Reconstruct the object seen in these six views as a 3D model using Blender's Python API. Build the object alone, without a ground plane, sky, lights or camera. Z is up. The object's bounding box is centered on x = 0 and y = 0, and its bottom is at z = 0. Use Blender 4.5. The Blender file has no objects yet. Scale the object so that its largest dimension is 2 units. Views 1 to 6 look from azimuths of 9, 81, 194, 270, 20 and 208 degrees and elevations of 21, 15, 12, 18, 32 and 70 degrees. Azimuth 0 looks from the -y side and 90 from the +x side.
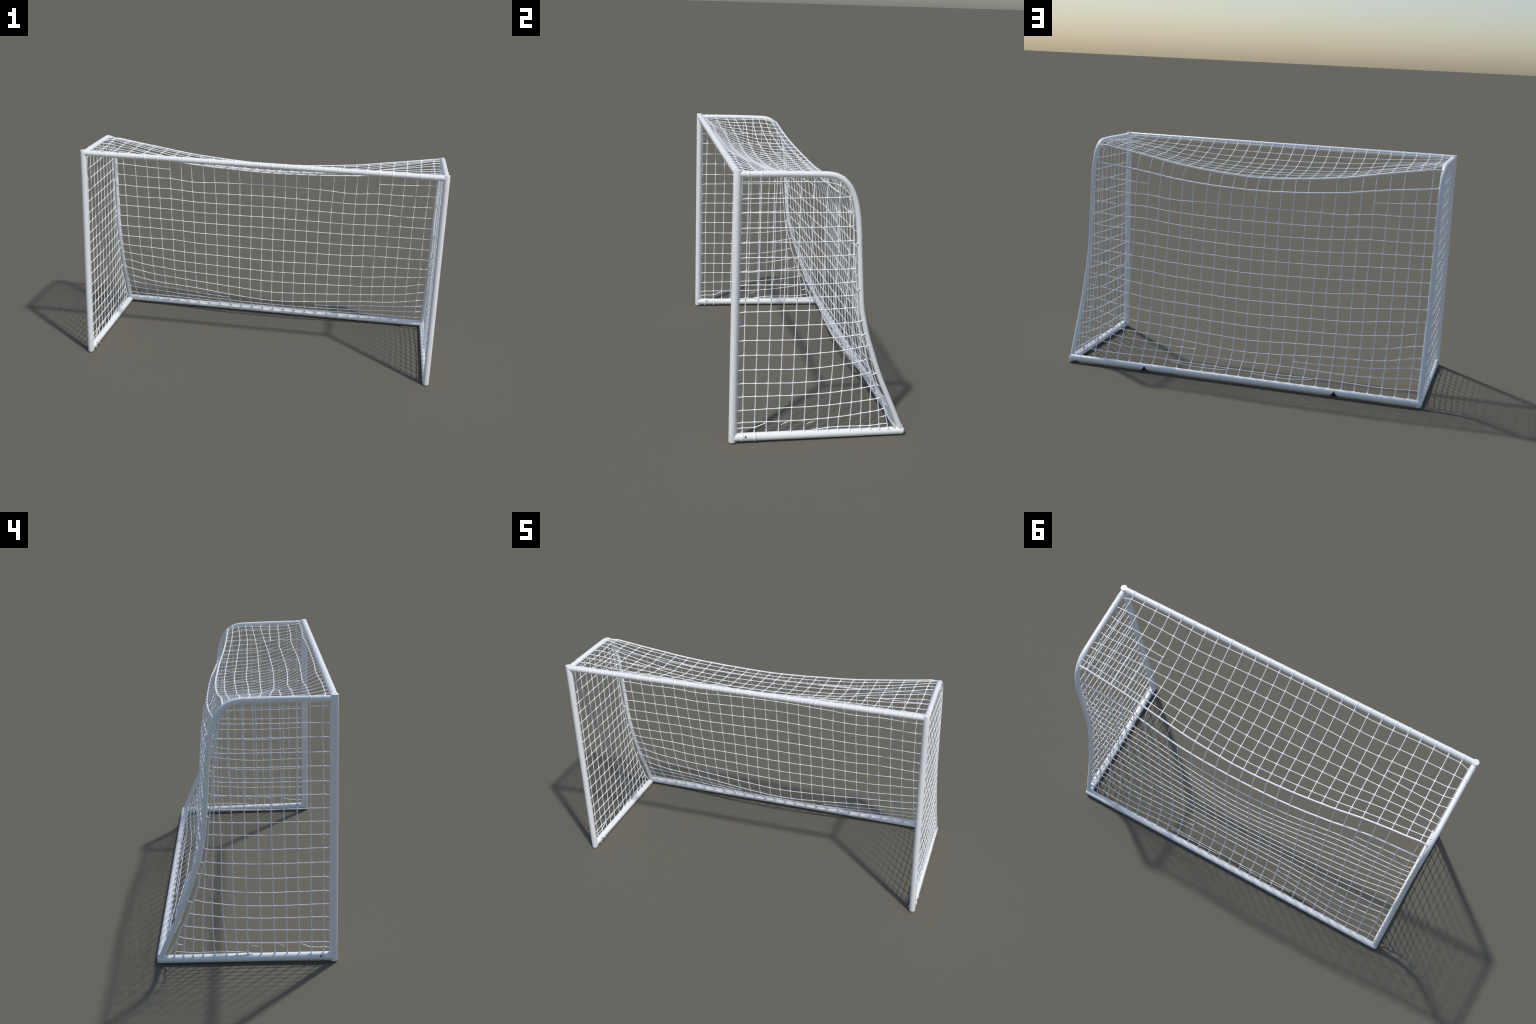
"""White tubular football goal with a knotted rope net.

The goal is mirror symmetric about x = 0.  Tubes are swept along profiles; the
net panels are grids whose nodes are interpolated from a few hand-placed
profiles (the drape of the net at five stations between centre and post).
"""
import bpy, math, random
import numpy as np
from mathutils import Vector

rng = random.Random(7)
V3 = lambda *a: np.array(a, float)

# ------------------------------------------------------------------ sizes
POST_X, FRONT_Y, REAR_Y = 0.9830, -0.390, 0.3888
POST_R, POST_TOP = 0.0168, 1.228
BAR_R, BAR_Z = 0.0152, 1.2130          # crossbar
TUBE_R = 0.0138                        # bent side tube at the front, slimmer at the back
BASE_R, BASE_Z, BASE_Z_REAR = 0.0188, 0.0238, 0.0182
REAR_R, REAR_Z = 0.0178, 0.0234
NARROW = 0.0168                        # the frame narrows by this much towards the back
STRING_R, CORD_R = 0.00225, 0.0046
COLS = 13                              # net columns each side of the centre one

# bent side tube, centre line (y, z)
TUBE = [(-0.389, 1.2085), (-0.277, 1.2092), (-0.142, 1.2088), (-0.033, 1.2068), (0.002, 1.2055),
        (0.035, 1.1985), (0.064, 1.1817), (0.0885, 1.1577), (0.1086, 1.1219), (0.1233, 1.0817),
        (0.1345, 1.0316), (0.1402, 0.9925), (0.1501, 0.8795), (0.1600, 0.7620), (0.1699, 0.6495),
        (0.1757, 0.6023), (0.1859, 0.5547), (0.1956, 0.5164), (0.2103, 0.4633), (0.2286, 0.4097),
        (0.2498, 0.3483), (0.2708, 0.2923), (0.3089, 0.2043), (0.3487, 0.1151), (0.3807, 0.0404),
        (0.3890, 0.0210)]


def inset(y):
    """How far the sides have come in at depth y."""
    return NARROW * min(1.0, max(0.0, (y - FRONT_Y) / 0.56))


def base_z(y):
    return BASE_Z + (BASE_Z_REAR - BASE_Z) * (y - FRONT_Y) / (REAR_Y - FRONT_Y)


# ------------------------------------------------------------------ helpers
def hermite(xs, ys, x):
    """Smooth cubic through (xs, ys); ys may be vectors."""
    xs = np.asarray(xs, float); ys = np.asarray(ys, float)
    d = np.diff(ys, axis=0) / np.diff(xs).reshape((-1,) + (1,) * (ys.ndim - 1))
    m = np.empty_like(ys)
    m[0], m[-1] = d[0], d[-1]
    for i in range(1, len(xs) - 1):
        h0, h1 = xs[i] - xs[i - 1], xs[i + 1] - xs[i]
        m[i] = (d[i - 1] * h1 + d[i] * h0) / (h0 + h1)
    i = int(np.clip(np.searchsorted(xs, x) - 1, 0, len(xs) - 2))
    h = xs[i + 1] - xs[i]
    t = (x - xs[i]) / h
    return ((2 * t**3 - 3 * t**2 + 1) * ys[i] + (t**3 - 2 * t**2 + t) * h * m[i]
            + (3 * t**2 - 2 * t**3) * ys[i + 1] + (t**3 - t**2) * h * m[i + 1])


def by_arc(points):
    p = np.asarray(points, float)
    return np.concatenate([[0], np.cumsum(np.linalg.norm(np.diff(p, axis=0), axis=1))])


def smooth_path(points, step):
    s = by_arc(points)
    n = max(2, int(round(s[-1] / step)) + 1)
    return np.array([hermite(s, points, x) for x in np.linspace(0, s[-1], n)])


def sweep(points, radii, sides=8, caps=True):
    """Vertices and faces of a round tube along a polyline (parallel transport frame)."""
    p = np.asarray(points, float)
    r = np.full(len(p), float(radii)) if np.isscalar(radii) else np.asarray(radii, float)
    tang = np.gradient(p, axis=0)
    tang /= np.linalg.norm(tang, axis=1)[:, None]
    ref = V3(0, 0, 1) if abs(tang[0][2]) < 0.9 else V3(1, 0, 0)
    n = np.cross(tang[0], ref); n /= np.linalg.norm(n)
    verts, faces = [], []
    for i in range(len(p)):
        n = n - tang[i] * (n @ tang[i]); n /= np.linalg.norm(n)
        b = np.cross(tang[i], n)
        for k in range(sides):
            a = 2 * math.pi * k / sides
            verts.append(p[i] + r[i] * (math.cos(a) * n + math.sin(a) * b))
    for i in range(len(p) - 1):
        for k in range(sides):
            k2 = (k + 1) % sides
            faces.append((i * sides + k, i * sides + k2, (i + 1) * sides + k2, (i + 1) * sides + k))
    if caps:
        faces.append(tuple(reversed(range(sides))))
        faces.append(tuple((len(p) - 1) * sides + k for k in range(sides)))
    return verts, faces


def combine(pieces):
    verts, faces = [], []
    for v, f in pieces:
        o = len(verts)
        verts += list(v)
        faces += [tuple(i + o for i in q) for q in f]
    return verts, faces


def mesh(name, vf, material, sharp=40):
    me = bpy.data.meshes.new(name)
    me.from_pydata([tuple(v) for v in vf[0]], [], vf[1])
    me.validate()
    me.polygons.foreach_set("use_smooth", [True] * len(me.polygons))
    me.set_sharp_from_angle(angle=math.radians(sharp))
    me.materials.append(material)
    me.update()
    return me


def add(name, me, parent, location=(0, 0, 0), stuff=False, rotation=None, scale=None):
    ob = bpy.data.objects.new(name, me)
    bpy.context.scene.collection.objects.link(ob)
    ob.parent = parent
    ob.location = location
    if rotation: ob.rotation_euler = rotation
    if scale: ob.scale = scale
    if stuff: ob["kind"] = "stuff"
    return ob


def rounded_rod(a, b, r, sides=32, round_a=0.0, round_b=0.0, rings=6):
    """Straight rod with rounded ends: radius eases in over round_a / round_b metres."""
    a, b = np.asarray(a, float), np.asarray(b, float)
    d = (b - a) / np.linalg.norm(b - a)
    pts, rad = [], []
    for i in range(rings + 1) if round_a else []:
        t = math.pi / 2 * i / rings
        inset = min(round_a, r)
        pts.append(a + d * round_a * (1 - math.cos(t) if False else 1 - math.cos(math.pi / 2 * i / rings)))
        rad.append(r - inset + inset * math.sin(t) + 1e-5)
    if not round_a: pts.append(a); rad.append(r)
    length = np.linalg.norm(b - a)
    n = max(2, int(length / 0.1))
    for i in range(1, n):
        pts.append(a + d * (round_a + (length - round_a - round_b) * i / n)); rad.append(r)
    for i in range(rings + 1) if round_b else []:
        t = math.pi / 2 * (1 - i / rings)
        inset = min(round_b, r)
        pts.append(b - d * round_b * (1 - math.cos(t)))
        rad.append(r - inset + inset * math.sin(t) + 1e-5)
    if not round_b: pts.append(b); rad.append(r)
    return sweep(pts, rad, sides)


def ridge_ring(r, height, half_width, sides=36, steps=9):
    """Low bump of string wrapped round a bar that lies along x."""
    pts, rad = [], []
    for i in range(steps):
        t = -1 + 2 * i / (steps - 1)
        pts.append(V3(t * half_width, 0, 0))
        rad.append(r - 0.0006 + (height + 0.0006) * (0.5 + 0.5 * math.cos(math.pi * t)) ** 1.3)
    return sweep(pts, rad, sides, caps=False)


def mirror(points):
    q = np.array(points, float); q[:, 0] *= -1
    return q


# ------------------------------------------------------------------ materials
def material(name, colour, roughness, grain_scale, grain, bump, specks=0.0):
    m = bpy.data.materials.new(name)
    m.use_nodes = True
    nt = m.node_tree; N = nt.nodes; L = nt.links
    bsdf = N["Principled BSDF"]
    co = N.new("ShaderNodeTexCoord")
    n1 = N.new("ShaderNodeTexNoise"); n1.inputs["Scale"].default_value = grain_scale
    n1.inputs["Detail"].default_value = 5
    L.new(co.outputs["Object"], n1.inputs["Vector"])
    ramp = N.new("ShaderNodeValToRGB")
    ramp.color_ramp.elements[0].position = 0.3
    ramp.color_ramp.elements[1].position = 0.7
    ramp.color_ramp.elements[0].color = tuple(c * (1 - grain) for c in colour) + (1,)
    ramp.color_ramp.elements[1].color = tuple(min(1, c * (1 + grain * 0.4)) for c in colour) + (1,)
    L.new(n1.outputs["Fac"], ramp.inputs["Fac"])
    last = ramp.outputs["Color"]
    if specks:
        n2 = N.new("ShaderNodeTexNoise"); n2.inputs["Scale"].default_value = 38
        n2.inputs["Detail"].default_value = 3
        L.new(co.outputs["Object"], n2.inputs["Vector"])
        r2 = N.new("ShaderNodeValToRGB")
        r2.color_ramp.elements[0].position = 0.70; r2.color_ramp.elements[0].color = (0, 0, 0, 1)
        r2.color_ramp.elements[1].position = 0.80; r2.color_ramp.elements[1].color = (specks,) * 3 + (1,)
        L.new(n2.outputs["Fac"], r2.inputs["Fac"])
        mix = N.new("ShaderNodeMixRGB"); mix.inputs["Color2"].default_value = (0.42, 0.42, 0.40, 1)
        L.new(r2.outputs["Color"], mix.inputs["Fac"]); L.new(last, mix.inputs["Color1"])
        last = mix.outputs["Color"]
    L.new(last, bsdf.inputs["Base Color"])
    bsdf.inputs["Roughness"].default_value = roughness
    if bump:
        n3 = N.new("ShaderNodeTexNoise"); n3.inputs["Scale"].default_value = grain_scale * 6
        L.new(co.outputs["Object"], n3.inputs["Vector"])
        b = N.new("ShaderNodeBump"); b.inputs["Strength"].default_value = bump
        b.inputs["Distance"].default_value = 0.002
        L.new(n3.outputs["Fac"], b.inputs["Height"]); L.new(b.outputs["Normal"], bsdf.inputs["Normal"])
    return m


PAINT = material("white_paint", (0.945, 0.958, 0.952), 0.33, 9.0, 0.02, 0.04, specks=0.12)
ROPE = material("white_rope", (0.945, 0.955, 0.955), 0.33, 60.0, 0.04, 0.15)
STEEL = material("dull_steel", (0.16, 0.165, 0.17), 0.45, 80.0, 0.2, 0.1)
STEEL.node_tree.nodes["Principled BSDF"].inputs["Metallic"].default_value = 0.6
MATT_BLACK = material("matt_black", (0.006, 0.006, 0.007), 0.85, 60.0, 0.2, 0.1)

# ------------------------------------------------------------------ the goal
goal = bpy.data.objects.new("football_goal", None)
bpy.context.scene.collection.objects.link(goal)
goal["label"] = "white tubular football goal with draped rope net"
goal["category"] = "football goal"


def tube_y(z):
    pts = [q for q in TUBE if q[0] > 0.09]
    zs = [q[1] for q in pts][::-1]; ys = [q[0] for q in pts][::-1]
    return float(np.interp(z, zs, ys))


def tube_x(y):
    """Where a string end meets the inner side of the tube."""
    return POST_X - inset(y) - 0.0085


def side_x(y):
    """Plane of the side nets: they lie on the outer side of the rear tubes."""
    return POST_X - 0.0023 - 0.32 * inset(y)


# frame --------------------------------------------------------------
post_me = mesh("post", rounded_rod((0, 0, 0.0), (0, 0, POST_TOP), POST_R, 40, 0.007, 0.0015, 5), PAINT)
for s in (1, -1):
    add("post", post_me, goal, (s * POST_X, FRONT_Y, 0))

crossbar = add("crossbar", mesh("crossbar", rounded_rod((-POST_X, 0, 0), (POST_X, 0, 0), BAR_R, 36), PAINT),
               goal, (0, FRONT_Y, BAR_Z))

path = smooth_path(TUBE, 0.02)
tube_r = [float(np.interp(z, [0.0, 0.30, 0.95, 1.10, 1.195], [0.0122, 0.0116, 0.0114, 0.0122, TUBE_R])) for _, z in path]


def tube_mesh(s):
    return mesh("side_tube", sweep([V3(-s * inset(y), y, z) for y, z in path], tube_r, 32), PAINT)


def base_mesh(s):
    ys = np.concatenate([np.linspace(FRONT_Y, 0.3875, 24), 0.3875 + 0.0175 * np.sin(np.linspace(0.15, math.pi / 2, 9))])
    rad = [BASE_R - 0.0006 * (y > 0.2) for y in ys[:24]] + [
        (BASE_R - 0.0006) * math.sqrt(max(0.02, 1 - 0.98 * math.sin(t) ** 2 * math.sin(t) ** 2)) for t in np.linspace(0.15, math.pi / 2, 9)]
    slope = lambda y: V3(-s * NARROW * (y - FRONT_Y) / (REAR_Y - FRONT_Y), y, base_z(y))
    return mesh("base_bar", sweep([slope(y) for y in ys], rad, 36), PAINT)


top_ring = mesh("clamp_ring", ridge_ring(TUBE_R, 0.0022, 0.0085), PAINT)
low_ring = mesh("clamp_ring", ridge_ring(BASE_R, 0.0018, 0.0050), PAINT)


def bolt_mesh():
    """Bolt through the base bar: domed hexagonal heads on both sides."""
    r = BASE_R
    rod = sweep([V3(-r - 0.002, 0, 0), V3(-r - 0.0014, 0, 0), V3(r + 0.0014, 0, 0), V3(r + 0.002, 0, 0)],
                [0.0030, 0.0042, 0.0042, 0.0030], 6)
    return mesh("bolt", rod, STEEL)


bolt_me = bolt_mesh()
tab_me = mesh("clamp_tab", rounded_rod((0, 0, 0), (0, 0, 0.011), 0.0026, 10, 0, 0.002, 3), PAINT)
for s in (1, -1):
    tube = add("side_tube", tube_mesh(s), goal, (s * POST_X, 0, 0))
    for y in (-0.3445, -0.2890):
        add("clamp_ring", top_ring, tube, (-s * inset(y), y, 1.2089), rotation=(0, 0, math.pi / 2))
    base = add("base_bar", base_mesh(s), goal, (s * (POST_X - 0.002), 0, 0))
    for y in (-0.346, -0.290):
        add("clamp_ring", low_ring, base, (0, y, base_z(y)), rotation=(0, 0, math.pi / 2))
        for side in (-1, 1):          # short ends of the clamp on the inner face
            a = math.radians(-s * (90 + side * 38))
            add("clamp_tab", tab_me, base, (math.sin(a) * (BASE_R - 0.003), y, base_z(y) + math.cos(a) * (BASE_R - 0.003)),
                rotation=(0, a, 0))
    add("bolt", bolt_me, base, (0, -0.332, base_z(-0.33) + 0.008))


def rear_bar_mesh():
    """Rear bar with two cusped cut-outs, low on its outer face."""
    cut_x, cut_half, cut_top = 0.5275, 0.024, 0.0130
    xs = set(np.linspace(-POST_X + NARROW, POST_X - NARROW, 60))
    for c in (-cut_x, cut_x):
        xs |= set(c + cut_half * np.sign(t) * abs(t) ** 1.3 for t in np.linspace(-1, 1, 25))
    xs = sorted(xs); sides = 40
    verts, faces = [], []
    for x in xs:
        d = min(abs(x - cut_x), abs(x + cut_x)) / cut_half
        floor = -1.0 if d >= 1 else -REAR_R + (cut_top + REAR_R) * (1 - d) ** 1.7
        for k in range(sides):
            a = 2 * math.pi * k / sides
            y, z = REAR_R * math.sin(a), REAR_R * math.cos(a)
            verts.append((x, y, max(z, floor) if y > -0.002 else z))
    for i in range(len(xs) - 1):
        for k in range(sides):
            k2 = (k + 1) % sides
            faces.append((i * sides + k, i * sides + k2, (i + 1) * sides + k2, (i + 1) * sides + k))
    return mesh("rear_bar", (verts, faces), PAINT), cut_x


rear_me, cut_x = rear_bar_mesh()
rear = add("rear_bar", rear_me, goal, (0, REAR_Y, REAR_Z))

def dark_fill_mesh():
    """Black wedge modelled as the dark inside of each rear bar cut-out."""
    verts, faces, n = [], [], 13
    for i in range(n):
        t = -1 + 2 * i / (n - 1)
        top = -REAR_R + (0.0130 + REAR_R) * (1 - abs(t)) ** 1.7 + 0.0004
        w = math.sqrt(max(REAR_R**2 - top**2, 1e-6)) * 0.94 + 0.001
        wb = 0.0155
        verts += [(t * 0.0225, 0.0, top), (t * 0.0225, w, top), (t * 0.0225, wb, -REAR_R + 0.001), (t * 0.0225, 0.0, -REAR_R + 0.001)]
    for i in range(n - 1):
        for k in range(4):
            k2 = (k + 1) % 4
            faces.append((4 * i + k, 4 * i + k2, 4 * i + 4 + k2, 4 * i + 4 + k))
    faces += [(3, 2, 1, 0), tuple(4 * (n - 1) + k for k in range(4))]
    return mesh("dark_fill", (verts, faces), MATT_BLACK)


dark_fill_me = dark_fill_mesh()
for s in (1, -1):
    add("dark_fill", dark_fill_me, rear, (s * cut_x, 0, 0))

# ------------------------------------------------------------------ net grid
STATIONS = [0, 4, 7, 9, 10, 12, 13]           # columns where the drape is given
TOP_X = [0, .067, .134, .204, .277, .351, .422, .493, .564, .635, .704, .777, .852, .921]
SLIP = {9: -.0060, 8: -.0035}          # top net columns drawn inwards behind the crossbar
BACK_X = [0, .0685, .1378, .2078, .279, .3513, .4225, .4925, .5607, .6295, .7000, .7695, .8405, .911]
# near its top cord the back net is pulled sideways a little: shift of each column at "B"
PULL = [0, 0, 0, .001, .001, .013, .006, .0075, .001, .002, .005, .005, .006, .009]
PULL_FADE = {"B": 1.0, 2: 0.75, 3: 0.6, 4: 0.35, 5: 0.1}

# (y, z) of each cross string of the top net at the stations, front to rear
TOP_ROWS = {
    0: [(-.359, 1.209), (-.357, 1.208), (-.350, 1.212), (-.358, 1.2125), (-.3565, 1.2135)],
    1: [(-.299, 1.173), (-.292, 1.1755), (-.285, 1.181), (-.292, 1.1905), (-.290, 1.2045)],
    2: [(-.234, 1.142), (-.228, 1.1465), (-.218, 1.159), (-.2245, 1.178), (-.2235, 1.200)],
    3: [None, None, None, (-.1735, 1.172), (-.1745, 1.1985)],
    4: [(-.167, 1.118), (-.1615, 1.125), (-.1525, 1.1395), (-.1345, 1.171), (-.120, 1.201)],
    5: [(-.096, 1.105), (-.0955, 1.111), (-.096, 1.126), (-.086, 1.162), (-.070, 1.2025)],
    6: [(-.028, 1.095), (-.0355, 1.103), (-.036, 1.122), (-.0395, 1.162), (-.0315, 1.2045)],
    7: [(.033, 1.089), (.0245, 1.0985), (.017, 1.119), (.0035, 1.158), (.0105, 1.1995)],
    8: [(.085, 1.080), (.0785, 1.093), (.067, 1.117), (.0525, 1.153), (.045, 1.194)],
    "A": [(.129, 1.077), (.120, 1.0915), (.103, 1.1155), (.0845, 1.151), (.0755, 1.186)],
}
TOP_END_Y = {0: -.345, 1: -.290, 2: -.2325, 3: -.181, 4: -.1285, 5: -.0625, 6: -.0325, 7: .015, 8: .045}

# the back net, from its thick top cord "B" down to the tie on the rear bar
BACK_ROWS = {
    'B': [(.171, 1.013), (.165, 1.022), (.147, 1.04), (.1317, 1.0568), (.1255, 1.0665), (.1206, 1.0814), (.119, 1.089)],
    2: [None, None, None, (.146, .9975), (.143, 1.0005), (.137, 1.0082), (.134, 1.014)],
    3: [(.197, .926), (.186, .926), (.162, .923), (.1545, .9371), (.152, .937), (.1479, .94), (.146, .944)],
    4: [(.209, .852), (.195, .853), (.169, .858), (.1601, .8698), (.157, .87), (.1521, .8713), (.15, .876)],
    5: [(.216, .783), (.202, .785), (.179, .792), (.1693, .8042), (.165, .8045), (.1563, .805), (.152, .809)],
    6: [(.222, .714), (.206, .717), (.186, .724), (.1769, .733), (.173, .736), (.1656, .7394), (.162, .7415)],
    7: [(.226, .645), (.211, .648), (.198, .654), (.1867, .6616), (.181, .6645), (.1703, .6705), (.165, .673)],
    8: [(.231, .571), (.22, .576), (.208, .582), (.2016, .5916), (.197, .594), (.1815, .6011), (.173, .604)],
    9: [(.235, .497), (.23, .501), (.221, .509), (.2141, .5216), (.209, .522), (.1928, .5291), (.184, .5335)],
    10: [(.239, .423), (.236, .43), (.23, .436), (.2244, .4443), (.22, .4515), (.2058, .4622), (.198, .4675)],
    11: [(.244, .35), (.24, .359), (.238, .366), (.2341, .3743), (.2315, .384), (.2253, .3965), (.222, .4045)],
    12: [(.25, .281), (.248, .289), (.25, .297), (.2474, .3047), (.246, .314), (.2446, .3284), (.244, .346)],
    13: [(.256, .205), (.258, .22), (.266, .232), (.2707, .2415), (.271, .247), (.2636, .2681), (.259, .2845)],
    14: [(.27, .141), (.274, .158), (.283, .177), (.2889, .185), (.29, .188), (.2846, .2086), (.281, .2245)],
    15: [None, (.291, .128), (.302, .137), (.3083, .1484), (.309, .152), (.3014, .1685), (.2965, .177)],
    16: [(.307, .098), (.309, .101), (.324, .103), (.3316, .1069), (.333, .111), (.327, .1212), (.323, .1285)],
    17: [(.35, .064), (.348, .066), (.348, .071), (.3554, .0707), (.358, .0705), (.3552, .0728), (.353, .077)],
    "tie": [(.377, .0385)] * 7,
}


def node(rows, xs, row, k):
    """Node of the net at cross string `row` and column k (-13..13)."""
    places = STATIONS if len(rows[row]) == 7 else [0, 4, 7, 10, 13]
    sta = [(s, v) for s, v in zip(places, rows[row]) if v is not None]
    if sta[0][0] == 0:                 # mirrored so that the centre is smooth
        sta = [(-s, v) for s, v in reversed(sta[1:])] + sta
    y, z = hermite([s for s, _ in sta], [v for _, v in sta], float(abs(k)))
    x = xs[abs(k)] + (PULL[abs(k)] * PULL_FADE.get(row, 0) if rows is BACK_ROWS else SLIP.get(abs(k), 0) * (row not in (0, 1)))
    return V3(math.copysign(x, k) if k else 0.0, y, z)


JIT = {}


def wobble(key, p, amount=0.0005):
    """Small fixed irregularity per node, shared by both strings that cross there."""
    if key not in JIT:
        JIT[key] = V3(rng.uniform(-1, 1), rng.uniform(-1, 1), rng.uniform(-1, 1)) * amount
    return p + JIT[key]


def string(nodes, r=STRING_R, swell=2.05, ends=(1.7, 1.7), bend=0.45, sides=8, flare=0.0040):
    """Rope through knots: nearly straight between them, thicker at each knot."""
    P = np.asarray(nodes, float)
    pts, rad = [], []
    for i in range(len(P) - 1):
        a, b = P[i], P[i + 1]
        L = np.linalg.norm(b - a)
        if L < 1e-6: continue
        ta = (P[i + 1] - P[i - 1]) if i > 0 else (b - a)
        tb = (P[i + 2] - P[i]) if i + 2 < len(P) else (b - a)
        ta = ta / np.linalg.norm(ta) * L * bend + (b - a) * (1 - bend)
        tb = tb / np.linalg.norm(tb) * L * bend + (b - a) * (1 - bend)
        sa = ends[0] if i == 0 else swell
        sb = ends[1] if i + 2 == len(P) else swell
        samples = [0.0] + [d / L for d in (0.0022, 0.0045, 0.0075, 0.012) if d < 0.3 * L] + [0.4, 0.6] + \
                  [1 - d / L for d in (0.012, 0.0075, 0.0045, 0.0022) if d < 0.3 * L]
        if i + 2 == len(P): samples.append(1.0)
        for t in samples:
            pts.append((2 * t**3 - 3 * t**2 + 1) * a + (t**3 - 2 * t**2 + t) * ta
                       + (3 * t**2 - 2 * t**3) * b + (t**3 - t**2) * tb)
            k = 1 + (sa - 1) * math.exp(-t * L / 0.0040) + (sb - 1) * math.exp(-(1 - t) * L / (flare if i + 2 == len(P) else 0.0040))
            rad.append(r * k * rng.uniform(0.96, 1.05))
    return sweep(pts, rad, sides)


def panel(name, cord_pieces, strings):
    cords = mesh(name, combine(cord_pieces), ROPE, 60)
    ob = add(name, cords, goal)
    for nodes, kw in strings:
        add("net_string", mesh("net_string", string(nodes, **kw), ROPE, 60), ob)
    return ob


# ---- top net
T = lambda row, k: wobble(("T", row, k), node(TOP_ROWS, TOP_X, row, k))
cols = range(-COLS, COLS + 1)
strings = []
for row in TOP_ROWS:
    if row in ("A", 3): continue
    e = TOP_END_Y[row]
    run = [T(row, k) for k in cols]
    strings.append(([V3(-tube_x(e), e, 1.204)] + run + [V3(tube_x(e), e, 1.204)], {}))
for s in (-1, 1):                       # short extra string at each end
    run = [T(3, s * k) for k in range(9, COLS + 1)] + [V3(s * tube_x(TOP_END_Y[3]), TOP_END_Y[3], 1.202)]
    strings.append((run, {}))
for k in cols:
    order = [0, 1, 2, 3, 4, 5, 6, 7, 8, "A"] if abs(k) >= 9 else [0, 1, 2, 4, 5, 6, 7, 8, "A"]
    run = [T(r, k) for r in order]
    strings.append(([V3(run[0][0], FRONT_Y + 0.014, BAR_Z + 0.004)] + run, {}))
cord_A = [V3(-tube_x(.08), .0745, 1.1845)] + [T("A", k) for k in cols] + [V3(tube_x(.08), .0745, 1.1845)]
top_net = panel("top_net", [string(cord_A, CORD_R, 1.12, (1.0, 1.0), 0.8, 12)], strings)

# ---- back net
Bk = lambda row, k: wobble(("B", row, k), node(BACK_ROWS, BACK_X, row, k))
strings = []
for row in BACK_ROWS:
    if row in ("B", "tie"): continue
    first = {2: 9, 15: 4}.get(row, 0)
    z13 = BACK_ROWS[row][-1][1]
    lift = 0.006 if row in (11, 12, 13, 14) else 0.002
    end = lambda s: V3(s * tube_x(tube_y(z13)), tube_y(z13 + lift) - 0.007, z13 + lift)
    if first == 0:
        strings.append(([end(-1)] + [Bk(row, k) for k in cols] + [end(1)], {}))
    else:
        for s in (-1, 1):
            strings.append(([Bk(row, s * k) for k in range(first, COLS + 1)] + [end(s)], {}))
slack = [V3(x, .357 + 0.002 * math.sin(9 * x), z) for x, z in
         ((.40, .066), (.275, .053), (.205, .052), (.138, .054), (.072, .057))]
for s in (-1, 1):                       # second string lying along the rear bar
    strings.append(([q * V3(s, 1, 1) for q in slack], {"r": 0.0016, "ends": (0.7, 0.7)}))
MISSING, THIN = {5, 12}, {6, 7}
for k in cols:
    order = ["B"] + ([2] if abs(k) >= 9 else []) + list(range(3, 15)) + ([15] if abs(k) >= 4 else []) + [16, 17, "tie"]
    run = [Bk(r, k) for r in order]
    if abs(k) not in MISSING:           # link across the gap up to the top net
        a, b = T("A", k), run[0]
        bulge = 0.014 if k >= 5 else 0.004
        mids = [a * (1 - t) + b * t + V3(0, bulge * math.sin(math.pi * t) ** 1.2, 0) for t in (0.3, 0.65)]
        thin = abs(k) in THIN
        strings.append(([a] + mids + [b], {"r": 0.0011 if thin else STRING_R * 0.9, "swell": 1.0, "bend": 0.9}))
    run.append(run[-1] + V3(0, 0.0035, -0.0048))   # into the bar
    strings.append((run, {"ends": (1.3, 3.4), "flare": 0.0055}))
cord_B = [V3(-tube_x(.12), .1185, 1.097)] + [Bk("B", k) for k in cols] + [V3(tube_x(.12), .1185, 1.097)]
back_net = panel("back_net", [string(cord_B, CORD_R, 1.1, (1.0, 1.0), 0.8, 12)], strings)

# ---- side nets: verticals (y at top / bottom), cross strings (z at front, rearward rise)
SIDE_Z = {2: 1.106, 3: 1.0455, 4: .9797, 5: .918, 6: .851, 7: .7915, 8: .730, 9: .670, 10: .609, 11: .546,
          12: .479, 13: .410, 14: .343, 15: .279, 16: .216, 17: .151, 18: .093}
DIP = {2: -.001, 3: .001, 4: 0, 5: .002, 7: -.001, 8: .003, 9: .002, 10: -.001, 11: .004, 12: .004, 13: .004, 14: .005,
       15: .005, 16: .0015, 17: -.005, 18: .001}
RISE = {2: .06, 3: .0, 4: .06, 5: .07, 6: .12, 7: .02, 8: .11, 9: .10, 10: .11, 11: .11, 12: .20, 13: .30,
        14: .31, 15: .29, 16: .23, 17: .19, 18: .22}
EDGE = [(-.372, 1.176), (-.06, 1.176), (-.011, 1.175), (.0225, 1.168), (.062, 1.153), (.088, 1.1255), (.0975, 1.098),
        (.109, 1.051), (.1155, .981), (.125, .88), (.136, .77), (.150, .654), (.157, .583), (.164, .535), (.171, .492),
        (.182, .468), (.194, .433), (.207, .372), (.227, .314), (.253, .248), (.272, .203), (.290, .177), (.305, .132),
        (.319, .100), (.343, .060), (.358, .041)]
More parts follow.
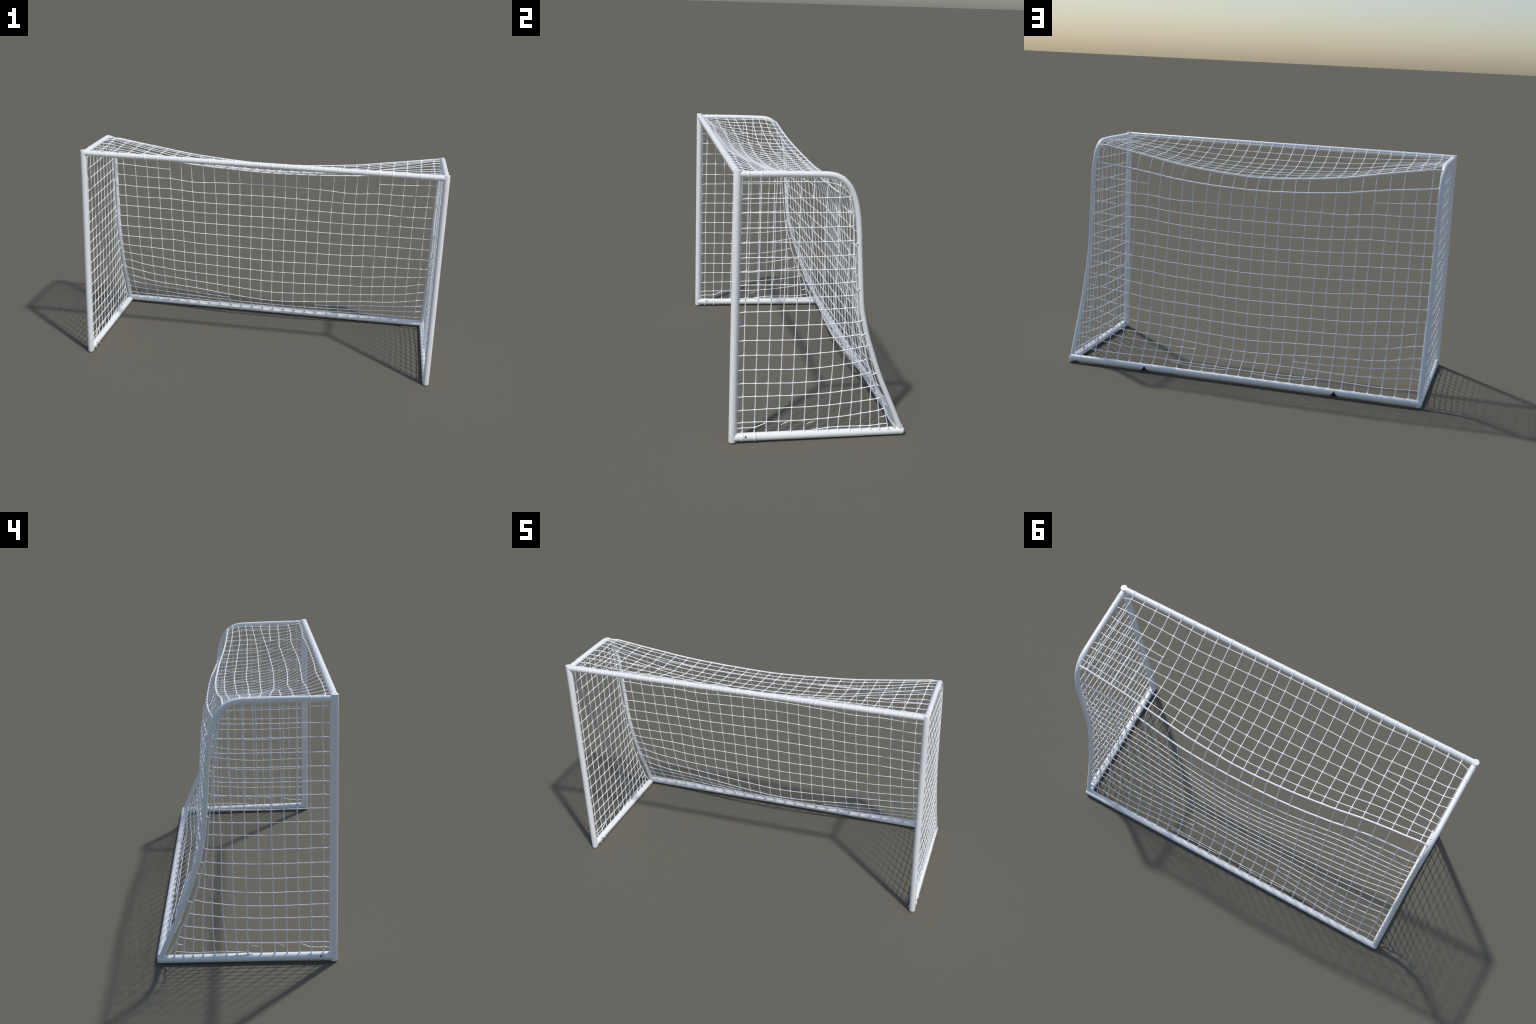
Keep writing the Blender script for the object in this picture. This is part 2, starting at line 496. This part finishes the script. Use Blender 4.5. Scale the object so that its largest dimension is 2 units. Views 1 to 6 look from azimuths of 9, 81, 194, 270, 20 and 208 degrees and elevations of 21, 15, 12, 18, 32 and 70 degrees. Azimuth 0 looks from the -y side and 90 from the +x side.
# each vertical string: profile of (z, y)
VERTICAL = [
    [(1.176, -.341), (.60, -.345), (.042, -.345)], [(1.176, -.288), (.60, -.2885), (.042, -.291)],
    [(1.176, -.232), (.60, -.232), (.042, -.237)], [(1.176, -.1755), (.60, -.1755), (.042, -.182)],
    [(1.176, -.1195), (.60, -.120), (.042, -.126)], [(1.176, -.0625), (.60, -.063), (.042, -.0655)],
    [(1.175, -.005), (.60, -.005), (.042, -.005)], [(1.158, .0475), (.90, .053), (.65, .050), (.35, .0525), (.042, .043)],
    [(1.100, .093), (.98, .101), (.85, .104), (.60, .098), (.30, .1025), (.041, .090)],
    [(.90, .1215), (.73, .125), (.45, .139), (.25, .148), (.041, .145)],
    [(.486, .172), (.43, .1735), (.30, .186), (.17, .193), (.040, .196)],
    [(.370, .208), (.31, .2255), (.177, .234), (.040, .241)],
    [(.246, .254), (.183, .268), (.040, .284)], [(.180, .288), (.131, .304), (.040, .326)]]


def on_profile(profile, z):
    zs = [q[0] for q in profile][::-1]; ys = [q[1] for q in profile][::-1]
    return float(hermite(zs, ys, min(max(z, zs[0]), zs[-1])))


def row_z(i, y):
    sag = min(1.0, max(0.0, (y + 0.345) / 0.22))
    return SIDE_Z[i] - DIP.get(i, 0.001) * sag + RISE[i] * max(0.0, y + 0.12) ** 2


def edge_y(z):
    pts = [q for q in EDGE if q[0] > 0.07]
    return float(np.interp(z, [q[1] for q in pts][::-1], [q[0] for q in pts][::-1]))


def side_net(s):
    W = lambda key, y, z: wobble(("S", s, key), V3(s * side_x(y), y, z))
    strings = []
    grid = {}
    for i in SIDE_Z:
        for j, prof in enumerate(VERTICAL):
            z = row_z(i, prof[-1][1])
            for _ in range(3):
                y = on_profile(prof, z); z = row_z(i, y)
            if z < prof[0][0] - 0.012:
                grid[i, j] = W((i, j), y, z)
    for i in SIDE_Z:
        run = [grid[i, j] for j in range(len(VERTICAL)) if (i, j) in grid]
        ze = row_z(i, edge_y(SIDE_Z[i])) + 0.001
        e = V3(s * side_x(edge_y(ze)), edge_y(ze), ze)
        if np.linalg.norm(run[-1] - e) < 0.006: run = run[:-1]
        front = V3(s * side_x(-0.37), -0.3735, SIDE_Z[i] - 0.0025)
        strings.append(([front] + run + [e], {}))
    for j, prof in enumerate(VERTICAL):
        run = [V3(s * side_x(prof[0][1]), prof[0][1], prof[0][0])] + [grid[i, j] for i in SIDE_Z if (i, j) in grid]
        if j < 9:
            yt, zt = (prof[0][1], 1.199) if j < 7 else {7: (.052, 1.180), 8: (.099, 1.127)}[j]
            run = [V3(s * side_x(yt), yt, zt)] + run
        run.append(V3(s * side_x(prof[-1][1]), prof[-1][1], prof[-1][0] - 0.0055))
        strings.append((run, {"ends": (1.5, 3.4), "flare": 0.0055}))
    P = lambda q: [V3(s * side_x(y), y, z) for y, z in q]
    # slack low strings near the base bar
    strings.append((P([(-.372, .0645), (-.3453, .0667), (-.288, .0674), (-.2365, .0890)]), {"ends": (1.3, 0.9)}))
    strings.append((P([(-.029, .0445), (-.004, .0465), (.045, .0515), (.092, .0535), (.1445, .053), (.196, .0522),
                       (.241, .0522), (.2835, .0567), (.3215, .060)]), {"ends": (0.8, 1.2)}))
    strings.append((P([(-.172, .0746), (-.151, .084), (-.126, .0935)]), {"r": 0.0013, "ends": (0.6, 1.0)}))
    strings.append((P([(-.0556, .0736), (-.0384, .0803), (-.019, .0836)]), {"r": 0.0011, "ends": (0.5, 0.5)}))
    strings.append((P([(.284, .091), (.300, .095), (.318, .101)]), {"r": 0.0017, "ends": (1.0, 1.3)}))
    for z in (.905, .70, .555, .490, .437, .303):      # knots holding the edge cord to the tube
        a, b = edge_y(z - 0.003), tube_y(z + 0.004) - 0.0095
        strings.append((P([(a, z - 0.003), (0.5 * (a + b), z - 0.001), (b, z + 0.004)]), {"r": 0.0024, "ends": (1.9, 1.6), "swell": 1.2}))
    edge = [V3(s * side_x(y), y, z) for y, z in smooth_path(EDGE, 0.012)]
    front_edge = [V3(s * side_x(-0.3715), -0.3715 + 0.0012 * math.sin(37 * z), z) for z in np.linspace(1.176, 0.042, 40)]
    thick = lambda z: float(np.interp(z, [0.0, 0.40, 0.55, 1.1, 1.17], [0.0040, 0.0038, 0.0030, 0.0027, 0.0023]))
    pieces = [sweep(edge, [thick(p[2]) + 0.0003 * math.sin(i * 1.7) for i, p in enumerate(edge)], 8), sweep(front_edge, 0.0021, 8)]
    return panel("side_net", pieces, strings)


for s in (1, -1):
    side_net(s)

# ------------------------------------------------------------------ ties round the bars
tie_me = mesh("net_tie", ridge_ring(BAR_R, 0.0019, 0.0085), PAINT)
for k in cols:
    p = T(0, k)
    add("net_tie", tie_me, crossbar, (p[0], 0, 0), rotation=(0, 0, rng.uniform(-0.09, 0.03)))
low_me = mesh("net_tie", ridge_ring(REAR_R, 0.0012, 0.0085), PAINT)
for k in cols:
    p = Bk("tie", k)
    add("net_tie", low_me, rear, (p[0], 0, 0), rotation=(0, 0, rng.uniform(-0.05, 0.05)))

print("triangles about", sum(2 * len(o.data.polygons) for o in bpy.data.objects if o.type == "MESH"))
